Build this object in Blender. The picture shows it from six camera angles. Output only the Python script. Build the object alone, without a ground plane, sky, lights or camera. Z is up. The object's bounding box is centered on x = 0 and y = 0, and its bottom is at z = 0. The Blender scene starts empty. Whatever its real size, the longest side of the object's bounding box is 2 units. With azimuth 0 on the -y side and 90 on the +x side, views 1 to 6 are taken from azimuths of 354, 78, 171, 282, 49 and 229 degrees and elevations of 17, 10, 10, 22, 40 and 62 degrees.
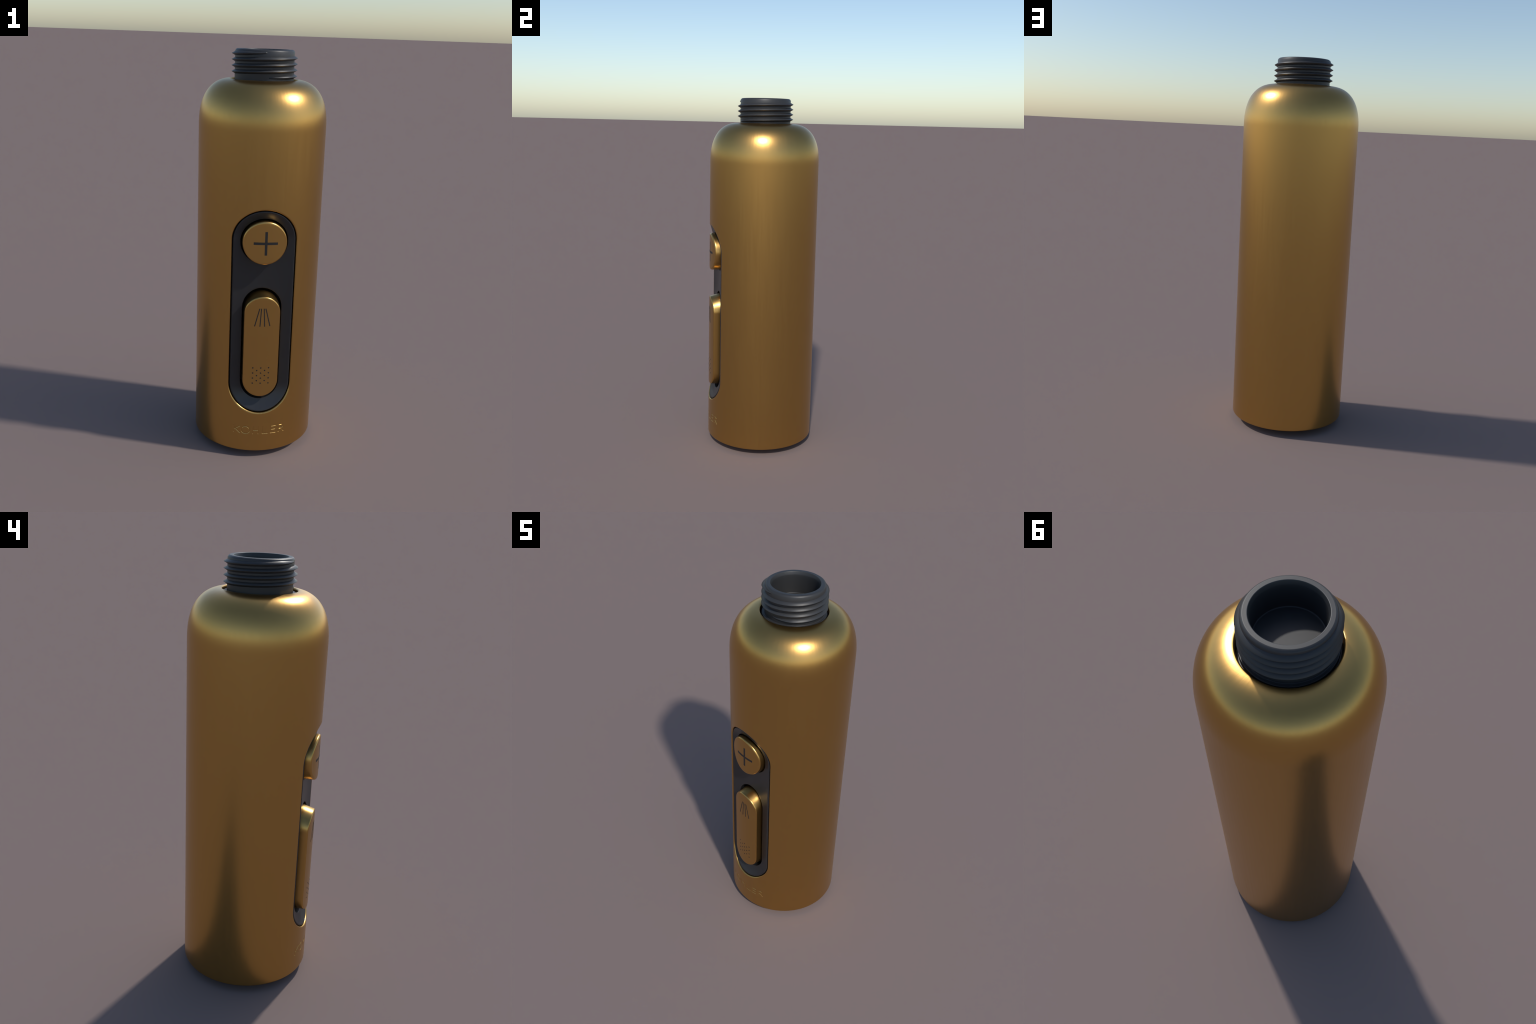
# Bottle-shaped shower handle: brushed-gold shell, black threaded neck,
# recessed black control panel with a round button and a sliding switch.
import bpy, bmesh, math
from math import sin, cos, pi, sqrt, hypot, radians, atan2
from mathutils import Vector

# ------------------------------------------------------------------ sizes (m)
R = 0.308                       # shell radius
SHELL_BOTTOM, BOTTOM_FILLET = 0.0350, 0.006
SHOULDER_Z, SHOULDER_TOP = 1.643, 1.8645        # superellipse shoulder
SHOULDER_RC, SHOULDER_N = 0.144, 2.40
HOLE_R, HOLE_FILLET = 0.1625, 0.005            # mouth of the shell
OPEN_R, OPEN_ZB, OPEN_ZT = 0.1515, 0.403, 1.140   # stadium opening of the shell
OPEN_FILLET = 0.0075
PANEL_R, PANEL_FILLET, PANEL_SINK, PANEL_DISH = 0.1478, 0.0045, 0.003, 0.012
BUTTON_Z, BUTTON_R, BUTTON_HOLE = 1.1350, 0.1055, 0.1125
SLIDE_R, SLIDE_ZB, SLIDE_ZT = 0.0874, 0.4295, 0.7835
SLOT_R, SLOT_ZB, SLOT_ZT = 0.0955, 0.4110, 0.8020
PANEL_SPLIT = 0.960
NECK_R, THREAD_R = 0.1410, 0.1565
THREAD_PITCH, THREAD_Z0 = 0.02755, 1.8747
THREAD_FROM, THREAD_TO = radians(3), radians(4 * 360 - 2)


# ------------------------------------------------------------------ materials
def new_material(name):
    m = bpy.data.materials.new(name)
    m.use_nodes = True
    nt = m.node_tree
    return m, nt, nt.nodes["Principled BSDF"]


def brushed_gold(name, streaks):
    m, nt, b = new_material(name)
    N, L = nt.nodes.new, nt.links.new
    b.inputs["Base Color"].default_value = (0.56, 0.335, 0.105, 1)
    b.inputs["Metallic"].default_value = 1.0
    b.inputs["Roughness"].default_value = 0.30
    if not streaks:
        return m
    # brush marks that run up the wall and radially over the shoulder:
    # noise on (x/r, y/r, slow z)
    tc = N("ShaderNodeTexCoord")
    flat = N("ShaderNodeVectorMath"); flat.operation = 'MULTIPLY'
    flat.inputs[1].default_value = (1, 1, 0)
    norm = N("ShaderNodeVectorMath"); norm.operation = 'NORMALIZE'
    up = N("ShaderNodeVectorMath"); up.operation = 'MULTIPLY'
    up.inputs[1].default_value = (0, 0, 0.10)
    add = N("ShaderNodeVectorMath"); add.operation = 'ADD'
    L(tc.outputs["Object"], flat.inputs[0]); L(flat.outputs[0], norm.inputs[0])
    L(tc.outputs["Object"], up.inputs[0])
    L(norm.outputs[0], add.inputs[0]); L(up.outputs[0], add.inputs[1])
    noise = N("ShaderNodeTexNoise")
    noise.inputs["Scale"].default_value = 38
    noise.inputs["Detail"].default_value = 4
    noise.inputs["Roughness"].default_value = 0.6
    L(add.outputs[0], noise.inputs["Vector"])
    rough = N("ShaderNodeMapRange")
    rough.inputs["From Min"].default_value, rough.inputs["From Max"].default_value = 0.3, 0.7
    rough.inputs["To Min"].default_value, rough.inputs["To Max"].default_value = 0.285, 0.325
    L(noise.outputs["Fac"], rough.inputs["Value"])
    L(rough.outputs[0], b.inputs["Roughness"])
    bump = N("ShaderNodeBump")
    bump.inputs["Strength"].default_value = 0.028
    bump.inputs["Distance"].default_value = 0.004
    L(noise.outputs["Fac"], bump.inputs["Height"])
    L(bump.outputs["Normal"], b.inputs["Normal"])
    return m


def plastic(name, colour, rough):
    m, nt, b = new_material(name)
    N, L = nt.nodes.new, nt.links.new
    tc = N("ShaderNodeTexCoord")
    noise = N("ShaderNodeTexNoise")
    noise.inputs["Scale"].default_value = 220
    noise.inputs["Detail"].default_value = 3
    L(tc.outputs["Object"], noise.inputs["Vector"])
    ramp = N("ShaderNodeMapRange")
    ramp.inputs["To Min"].default_value, ramp.inputs["To Max"].default_value = rough - 0.03, rough + 0.03
    L(noise.outputs["Fac"], ramp.inputs["Value"])
    L(ramp.outputs[0], b.inputs["Roughness"])
    b.inputs["Base Color"].default_value = (*colour, 1)
    return m


GOLD = brushed_gold("brushed_gold", True)
GOLD_PLAIN = brushed_gold("satin_gold", False)
NECK_BLACK = plastic("neck_black_plastic", (0.031, 0.031, 0.0315), 0.45)
PANEL_BLACK = plastic("panel_black_plastic", (0.022, 0.022, 0.024), 0.36)
INK = plastic("printed_ink", (0.016, 0.014, 0.013), 0.50)


# ------------------------------------------------------------------ mesh tools
def finish(name, bm, mat, parent, sharp=None):
    bmesh.ops.remove_doubles(bm, verts=bm.verts, dist=1e-6)
    bmesh.ops.recalc_face_normals(bm, faces=bm.faces)
    me = bpy.data.meshes.new(name)
    for f in bm.faces:
        f.smooth = True
    if sharp:
        for e in bm.edges:
            if len(e.link_faces) == 2 and e.calc_face_angle(0) > radians(sharp):
                e.smooth = False
    bm.to_mesh(me); bm.free()
    me.materials.append(mat)
    ob = bpy.data.objects.new(name, me)
    bpy.context.scene.collection.objects.link(ob)
    ob.parent = parent
    return ob


def skin(bm, a, b, closed=True):
    """quads between two equally long vertex loops"""
    n = len(a)
    for i in range(n if closed else n - 1):
        j = (i + 1) % n
        vs = []
        for v in (a[i], a[j], b[j], b[i]):
            if v not in vs:
                vs.append(v)
        if len(vs) > 2:
            try:
                bm.faces.new(vs)
            except ValueError:
                pass


def loop(bm, pts):
    return [bm.verts.new(p) for p in pts]


def lathe(bm, profile, steps):
    rows = []
    for r, z in profile:
        if r < 1e-6:
            v = bm.verts.new((0, 0, z)); rows.append([v] * steps)
        else:
            rows.append(loop(bm, [(r * sin(2 * pi * k / steps), -r * cos(2 * pi * k / steps), z) for k in range(steps)]))
    for a, b in zip(rows, rows[1:]):
        skin(bm, a, b)
    return rows


def arc(cx, cz, rad, a0, a1, n):
    """points of an arc in the (r, z) plane, angles in degrees"""
    return [(cx + rad * cos(radians(a0 + (a1 - a0) * i / n)), cz + rad * sin(radians(a0 + (a1 - a0) * i / n))) for i in range(n + 1)]


def line(p, q, n):
    """n points from p towards q, without the end"""
    return [(p[0] + (q[0] - p[0]) * i / n, p[1] + (q[1] - p[1]) * i / n) for i in range(n)]


def shell_y(x):
    return -sqrt(R * R - x * x)


def axis_dir(x, z, zb, zt):
    """foot on a vertical axis segment and the unit direction from it"""
    c = min(max(z, zb), zt)
    d = hypot(x, z - c)
    return c, x / d, (z - c) / d


def stadium(zb, zt, n_arc, n_side):
    """(axis z, direction x, direction z) round a stadium, anticlockwise seen from the front"""
    out = []
    for i in range(n_arc):
        a = pi * i / n_arc
        out.append((zt, cos(a), sin(a)))
    for i in range(n_side):
        out.append((zt + (zb - zt) * i / n_side, -1.0, 0.0))
    for i in range(n_arc):
        a = pi + pi * i / n_arc
        out.append((zb, cos(a), sin(a)))
    for i in range(n_side):
        out.append((zb + (zt - zb) * i / n_side, 1.0, 0.0))
    return out


# ------------------------------------------------------------------ root
root = bpy.data.objects.new("shower_handle", None)
bpy.context.scene.collection.objects.link(root)
root["label"] = "brushed gold bottle-shaped shower handle with black threaded neck"
root["category"] = "shower handle"


# ------------------------------------------------------------------ lettering strokes
# capital letters as strokes in (u, v): u along the shell, v up, cap height 1
def letter_strokes():
    """list of polylines in (arc length on the shell, z)"""
    H, Z0 = 0.0385, 0.1345

    def circle(cx, cy, rx, ry, a0=0, a1=360, n=28):
        return [(cx + rx * cos(radians(a0 + (a1 - a0) * i / n)), cy + ry * sin(radians(a0 + (a1 - a0) * i / n))) for i in range(n + 1)]
    glyphs = [   # angle of the left edge, angle of the right edge, strokes in unit box
        (-23.6, -17.4, [[(0, 0), (0, 1)], [(0.95, 1), (0.03, 0.42)], [(0.25, 0.56), (1, 0)]]),
        (-16.1, -8.2, [circle(0.5, 0.5, 0.5, 0.53)]),
        (-5.2, 0.1, [[(0, 0), (0, 1)], [(1, 0), (1, 1)], [(0, 0.5), (1, 0.5)]]),
        (4.0, 8.9, [[(0, 1), (0, 0), (1, 0)]]),
        (11.9, 16.8, [[(1, 1), (0, 1), (0, 0), (1, 0)], [(0, 0.52), (0.9, 0.52)]]),
        (19.9, 25.3, [[(0, 0), (0, 1), (0.5, 1)] + circle(0.5, 0.73, 0.36, 0.27, 90, -90, 12) + [(0, 0.46)], [(0.45, 0.46), (1, 0)]]),
    ]
    out = []
    for a0, a1, strokes in glyphs:
        for s in strokes:
            out.append([(R * radians(a0 + (a1 - a0) * p[0]), Z0 + H * p[1]) for p in s])
    return out


SEGMENTS = [(p, q) for s in letter_strokes() for p, q in zip(s, s[1:]) if hypot(q[0] - p[0], q[1] - p[1]) > 1e-7]
STROKE_HALF, STROKE_SOFT, STROKE_DEPTH = 0.0015, 0.0017, 0.0016


def engraving(u, z):
    """depth of the engraved lettering at a point of the shell"""
    best = 1.0
    for (x0, y0), (x1, y1) in SEGMENTS:
        if u < min(x0, x1) - 0.004 or u > max(x0, x1) + 0.004:
            continue
        dx, dy = x1 - x0, y1 - y0
        t = max(0.0, min(1.0, ((u - x0) * dx + (z - y0) * dy) / (dx * dx + dy * dy)))
        best = min(best, hypot(u - x0 - t * dx, z - y0 - t * dy))
    t = max(0.0, min(1.0, (best - STROKE_HALF) / STROKE_SOFT))
    return STROKE_DEPTH * (1 - t * t * (3 - 2 * t))


# ------------------------------------------------------------------ shell
def shoulder_point(a):
    """superellipse, a from 0 (wall) to pi/2 (top)"""
    c, s = max(cos(a), 0.0), sin(a)
    e = 2.0 / SHOULDER_N
    return (SHOULDER_RC + (R - SHOULDER_RC) * c ** e, SHOULDER_Z + (SHOULDER_TOP - SHOULDER_Z) * s ** e)


def build_shell():
    bm = bmesh.new()
    # columns: fine across the lettering, coarse elsewhere
    fine, edge = 28.0, 54.0
    cols = [-fine + 2 * fine * i / 370 for i in range(371)]
    step = (edge - fine) / 16
    right = [fine + step * (i + 1) for i in range(16)]
    rest = [edge + (360 - 2 * edge) * (i + 1) / 140 for i in range(139)]
    left = [360 - a for a in reversed(right)]
    cols = cols + right + rest + left
    n = len(cols)
    front = [i for i, a in enumerate(cols) if a <= edge + 1e-6] # right half + fine
    lefts = [i for i, a in enumerate(cols) if a >= 360 - edge - 1e-6]
    order = lefts + front                                        # -54 .. +54 degrees
    in_front = set(order[:-1])                                   # cells start at these columns
    WZ0, WZ1 = 0.226, 1.320                                      # window round the opening

    # rows of the wall
    rows = [(0.19, SHELL_BOTTOM), (0.27, SHELL_BOTTOM), (R - BOTTOM_FILLET - 0.004, SHELL_BOTTOM)]
    rows += arc(R - BOTTOM_FILLET, SHELL_BOTTOM + BOTTOM_FILLET, BOTTOM_FILLET, -90, 0, 7)
    rows += [(R, z) for z in (0.0435, 0.048, 0.06, 0.08, 0.10, 0.115, 0.126)]
    rows += [(R, 0.130 + 0.0475 * i / 62) for i in range(63)]
    rows += [(R, z) for z in (0.182, 0.19, 0.20, 0.212)]
    wz = [WZ0 + (WZ1 - WZ0) * i / 96 for i in range(97)]
    w0 = len(rows)
    rows += [(R, z) for z in wz]
    w1 = len(rows) - 1
    rows += [(R, 1.34 + (SHOULDER_Z - 1.34) * i / 16) for i in range(16)]
    # shoulder up to the lip of the mouth
    lip_r = HOLE_R + HOLE_FILLET
    e = 2.0 / SHOULDER_N
    a_end = math.acos(((lip_r - SHOULDER_RC) / (R - SHOULDER_RC)) ** (1 / e))
    sh = [shoulder_point(a_end * (i / 48) ** 1.15) for i in range(49)]
    rows += sh
    zt = sh[-1][1]
    rows += arc(lip_r, zt - HOLE_FILLET, HOLE_FILLET, 90, 180, 5)[1:]
    rows += [(HOLE_R, zt - HOLE_FILLET - 0.002), (HOLE_R, 1.848), (HOLE_R, 1.836), (HOLE_R, 1.826), (HOLE_R + 0.006, 1.826)]

    grid = []
    for r, z in rows:
        row = []
        for a in cols:
            rr = r
            if 0.129 < z < 0.179 and abs(a) < 27 and abs(r - R) < 1e-9:
                rr = r - engraving(R * radians(a), z)
            row.append(bm.verts.new((rr * sin(radians(a)), -rr * cos(radians(a)), z)))
        grid.append(row)
    for j in range(len(rows) - 1):
        for i in range(n):
            if w0 <= j < w1 and i in in_front:
                continue
            k = (i + 1) % n
            bm.faces.new((grid[j][i], grid[j][k], grid[j + 1][k], grid[j + 1][i]))
    # window: rectangle of the wall lofted to the stadium opening
    rect = [grid[w0][i] for i in order] + [grid[j][order[-1]] for j in range(w0 + 1, w1 + 1)]
    rect += [grid[w1][i] for i in reversed(order[:-1])] + [grid[j][order[0]] for j in range(w1 - 1, w0, -1)]
    feet = [axis_dir(v.co.x, v.co.z, OPEN_ZB, OPEN_ZT) for v in rect]
    rim = OPEN_R + OPEN_FILLET
    prev = rect
    for k in range(1, 15):
        t = 1 - (1 - k / 14) ** 1.7
        pts = []
        for v, (c, dx, dz) in zip(rect, feet):
            x = v.co.x + (rim * dx - v.co.x) * t
            z = v.co.z + (c + rim * dz - v.co.z) * t
            pts.append((x, shell_y(x), z))
        cur = loop(bm, pts); skin(bm, prev, cur); prev = cur
    for k in range(1, 7):                       # rounded lip into the wall of the opening
        a = pi / 2 * k / 6
        pts = []
        for c, dx, dz in feet:
            q = rim - OPEN_FILLET * sin(a)
            x0 = rim * dx
            pts.append((q * dx, shell_y(x0) + OPEN_FILLET * (1 - cos(a)), c + q * dz))
        cur = loop(bm, pts); skin(bm, prev, cur); prev = cur
    for dy in (0.002, 0.022):
        cur = loop(bm, [(v.co.x, v.co.y + dy, v.co.z) for v in prev]); skin(bm, prev, cur); prev = cur
    cur = loop(bm, [(v.co.x * 1.06, v.co.y + 0.004, v.co.z) for v in prev]); skin(bm, prev, cur)
    return finish("shell", bm, GOLD, root, sharp=70)


# ------------------------------------------------------------------ panel
def panel_y(x, z):
    """flush along the rim of the opening (which bows out at its round ends), dished towards the middle"""
    dz = max(0.0, z - OPEN_ZT, OPEN_ZB - z)
    rho = min(1.0, hypot(x, dz) / (PANEL_R - PANEL_FILLET))
    return -(sqrt(R * R - OPEN_R ** 2 + dz * dz) - PANEL_SINK) + PANEL_DISH * (1 - rho * rho)


def build_panel():
    bm = bmesh.new()
    flat_r = PANEL_R - PANEL_FILLET
    nx = 24

    def outer_top():
        pts = [(-flat_r + 2 * flat_r * i / nx, PANEL_SPLIT) for i in range(nx)]
        pts += [(flat_r, PANEL_SPLIT + (OPEN_ZT - PANEL_SPLIT) * i / 14) for i in range(14)]
        pts += [(flat_r * cos(pi * i / 56), OPEN_ZT + flat_r * sin(pi * i / 56)) for i in range(56)]
        pts += [(-flat_r, OPEN_ZT + (PANEL_SPLIT - OPEN_ZT) * i / 14) for i in range(14)]
        return pts

    def outer_low():
        pts = [(flat_r - 2 * flat_r * i / nx, PANEL_SPLIT) for i in range(nx)]
        pts += [(-flat_r, PANEL_SPLIT + (OPEN_ZB - PANEL_SPLIT) * i / 40) for i in range(40)]
        pts += [(-flat_r * cos(pi * i / 56), OPEN_ZB - flat_r * sin(pi * i / 56)) for i in range(56)]
        pts += [(flat_r, OPEN_ZB + (PANEL_SPLIT - OPEN_ZB) * i / 40) for i in range(40)]
        return pts

    def zone(outer, zb, zt, hole):
        feet = [axis_dir(x, z, zb, zt) for x, z in outer]
        hr = hole + 0.002
        prev = None
        for k in range(11):
            t = k / 10
            flat = [(x + (hr * dx - x) * t, z + (c + hr * dz - z) * t) for (x, z), (c, dx, dz) in zip(outer, feet)]
            cur = loop(bm, [(x, panel_y(x, z), z) for x, z in flat])
            if prev:
                skin(bm, prev, cur)
            prev = cur
        for k in range(1, 5):
            a = pi / 2 * k / 4
            q = hr - 0.002 * sin(a)
            cur = loop(bm, [(q * dx, panel_y(hr * dx, c + hr * dz) + 0.002 * (1 - cos(a)), c + q * dz) for c, dx, dz in feet])
            skin(bm, prev, cur); prev = cur
        cur = loop(bm, [(v.co.x, v.co.y + 0.002, v.co.z) for v in prev]); skin(bm, prev, cur); prev = cur
        cur = loop(bm, [(v.co.x, -0.150, v.co.z) for v in prev]); skin(bm, prev, cur); prev = cur
        bm.faces.new(prev)                       # floor of the well

    zone(outer_top(), BUTTON_Z, BUTTON_Z, BUTTON_HOLE)
    zone(outer_low(), SLOT_ZB, SLOT_ZT, SLOT_R)
    # rounded outer edge and side wall
    ring = outer_low()[nx:] + outer_top()[nx:]
    feet = [axis_dir(x, z, OPEN_ZB, OPEN_ZT) for x, z in ring]
    prev = None
    for k in range(7):
        a = pi / 2 * k / 6
        q = flat_r + PANEL_FILLET * sin(a)
        cur = loop(bm, [(q * dx, panel_y(flat_r * dx, c + flat_r * dz) + PANEL_FILLET * (1 - cos(a)), c + q * dz) for c, dx, dz in feet])
        if prev:
            skin(bm, prev, cur)
        prev = cur
    for dy in (0.002, 0.016):
        cur = loop(bm, [(v.co.x, v.co.y + dy, v.co.z) for v in prev]); skin(bm, prev, cur); prev = cur
    # flange behind the shell that closes the gap
    cur = loop(bm, [(v.co.x + 0.010 * dx, v.co.y + 0.002, v.co.z + 0.010 * dz) for v, (c, dx, dz) in zip(prev, feet)])
    skin(bm, prev, cur)
    return finish("control_panel", bm, PANEL_BLACK, root, sharp=60)


# ------------------------------------------------------------------ buttons
def build_button(name, zb, zt, rad, fillet, drafts):
    """key with a face that continues the shell; drafts = widening per metre of depth at top, side, bottom"""
    bm = bmesh.new()
    dirs = stadium(zb, zt, 64, 40 if zt > zb else 0) if zt > zb else [(zb, cos(2 * pi * i / 128), sin(2 * pi * i / 128)) for i in range(128)]
    d_top, d_side, d_low = drafts

    def grow(dz):
        return d_side + (d_top - d_side) * dz * dz if dz > 0 else d_side + (d_low - d_side) * dz * dz
    inner = rad - fillet
    prev = None
    n = 14
    for k in range(n + 1):
        q = inner * k / n
        cur = loop(bm, [(q * dx, shell_y(q * dx), c + q * dz) for c, dx, dz in dirs])
        if prev:
            skin(bm, prev, cur)
        prev = cur
    for k in range(1, 9):
        a = pi / 2 * k / 8
        q = inner + fillet * sin(a)
        cur = loop(bm, [(q * dx, shell_y(inner * dx) + fillet * (1 - cos(a)), c + q * dz) for c, dx, dz in dirs])
        skin(bm, prev, cur); prev = cur
    top = prev
    start = [v.co.copy() for v in top]
    for yy in (0.002, 0.010, 0.03, 0.045, 0.20):
        pts = []
        for p, (c, dx, dz) in zip(start, dirs):
            y = min(p.y + yy, -0.1505)
            g = grow(dz) * min(y - p.y, 0.045)
            pts.append((p.x + g * dx, y, p.z + g * dz))
        cur = loop(bm, pts); skin(bm, prev, cur); prev = cur
    bmesh.ops.remove_doubles(bm, verts=bm.verts, dist=1e-6)
    return finish(name, bm, GOLD_PLAIN, root, sharp=None)


# ------------------------------------------------------------------ printed marks
PROUD = 0.00025


def strip(bm, x0, z0, x1, z1, width):
    """thin raised bar that follows the curved face"""
    dx, dz = x1 - x0, z1 - z0
    l = hypot(dx, dz); nx, nz = -dz / l * width / 2, dx / l * width / 2
    steps = max(2, int(l / 0.004))
    rings = []
    for i in range(steps + 1):
        t = i / steps
        x, z = x0 + dx * t, z0 + dz * t
        ring = []
        for side, lift in ((1, -0.001), (1, PROUD), (0, PROUD), (-1, PROUD), (-1, -0.001)):
            px, pz = x + nx * side, z + nz * side
            s = (R + lift) / R
            ring.append(bm.verts.new((px * s, shell_y(px) * s, pz)))
        rings.append(ring)
    for a, b in zip(rings, rings[1:]):
        skin(bm, a, b)
    bm.faces.new(rings[0]); bm.faces.new(rings[-1])


def build_marks(button, slider):
    bm = bmesh.new()
    cx, cz, h, w = 0.0025, 1.1345, 0.0570, 0.0122
    strip(bm, cx - h, cz, cx + h, cz, w)
    strip(bm, cx + 0.0015, cz + w / 2, cx + 0.0015, cz + h, w)
    strip(bm, cx + 0.0015, cz - w / 2, cx + 0.0015, cz - h, w)
    finish("plus_sign", bm, INK, button, sharp=30)
    # four fanning jets
    for top, low, zl in ((-0.0147, -0.0372, 0.7195), (-0.0064, -0.0112, 0.7185), (0.0064, 0.0117, 0.7185), (0.0147, 0.0372, 0.7205)):
        bm = bmesh.new()
        strip(bm, top, 0.8115, low, zl, 0.0050)
        finish("spray_line", bm, INK, slider, sharp=30)
    # staggered dots
    bm = bmesh.new()
    for row in range(7):
        z = 0.4995 - row * (0.0826 / 6)
        for x in ((-0.0385, 0.0005, 0.0395) if row % 2 == 0 else (-0.0190, 0.0200)):
            rings = []
            for lift in (-0.001, PROUD):
                ring = []
                for i in range(14):
                    a = 2 * pi * i / 14
                    px, pz = x + 0.0038 * cos(a), z + 0.0038 * sin(a)
                    s = (R + lift) / R
                    ring.append(bm.verts.new((px * s, shell_y(px) * s, pz)))
                rings.append(ring)
            skin(bm, *rings)
            bm.faces.new(rings[1]); bm.faces.new(rings[0])
    ob = finish("dot_pattern", bm, INK, slider, sharp=30)
    ob["kind"] = "stuff"


# ------------------------------------------------------------------ neck
def build_neck():
    bm = bmesh.new()
    prof = [(0.0, 1.892), (0.04, 1.892), (0.085, 1.892), (0.106, 1.892), (0.1095, 1.892), (0.1110, 1.8928), (0.1120, 1.8945)]
    prof += line((0.1120, 1.897), (0.1123, 1.984), 8)
    prof += [(0.1123, 1.984), (0.1128, 1.9862), (0.1163, 1.9978), (0.1170, 1.9993), (0.1178, 2.0), (0.119, 2.0), (0.125, 2.0), (0.1310, 2.0)]
    # softly chamfered outer edge: few rows, so the smooth shading rolls over it
    prof += [(0.1322, 2.0), (0.1375, 1.9965), (NECK_R, 1.9908)]
    prof += line((NECK_R, 1.966), (NECK_R, 1.857), 9)
    prof += [(NECK_R, 1.857), (0.1413, 1.8542), (0.1425, 1.8535), (0.1470, 1.8535), (0.1515, 1.8535)]
    prof += arc(0.1523, 1.8520, 0.0015, 90, 0, 4)
    prof += [(0.1538, 1.849), (0.1538, 1.838), (0.1538, 1.834), (0.1605, 1.834), (0.1680, 1.820), (0.1680, 1.80), (0.0, 1.80)]
    lathe(bm, prof, 144)
    neck = finish("threaded_neck", bm, NECK_BLACK, root, sharp=65)

    # thread: a ridge swept along a right-handed helix that dies out at both ends
    bm = bmesh.new()
    per_turn = 128
    steps = int((THREAD_TO - THREAD_FROM) / (2 * pi) * per_turn)
    # cross-section of the ridge: height above the core, offset along z
    half = [(-0.10, 0.0105), (0.0, 0.0097), (1.0, 0.0004)]
    section = half + [(h, -dz) for h, dz in reversed(half)]
    fade = radians(40)
    prev = None
    for i in range(steps + 1):
        t = i / steps
        a = THREAD_FROM + (THREAD_TO - THREAD_FROM) * t
        k = min(1.0, (a - THREAD_FROM) / fade, (THREAD_TO - a) / fade)
        k = max(0.02, k)
        z = THREAD_Z0 + THREAD_PITCH * a / (2 * pi)
        ring = []
        for h, dz in section:
            r = NECK_R + (THREAD_R - NECK_R) * h * (k if h > 0 else 1) 
            ring.append(bm.verts.new((r * sin(a), -r * cos(a), z + dz * (0.35 + 0.65 * k))))
        if prev:
            skin(bm, prev, ring, closed=True)
        else:
            bm.faces.new(ring)
        prev = ring
    bm.faces.new(prev)
    finish("screw_thread", bm, NECK_BLACK, neck, sharp=None)
    return neck


def build_foot():
    bm = bmesh.new()
    lathe(bm, [(0, 0.0), (0.15, 0.0), (0.214, 0.0), (0.222, 0.003), (0.225, 0.010), (0.225, 0.030), (0.225, 0.040), (0, 0.040)], 96)
    return finish("foot", bm, PANEL_BLACK, root, sharp=40)


build_shell()
build_panel()
button = build_button("round_button", BUTTON_Z, BUTTON_Z, BUTTON_R, 0.0095, (0.03, 0.03, 0.03))
slider = build_button("sliding_switch", SLIDE_ZB, SLIDE_ZT, SLIDE_R, 0.0080, (0.28, 0.03, 0.08))
build_marks(button, slider)
build_neck()
build_foot()
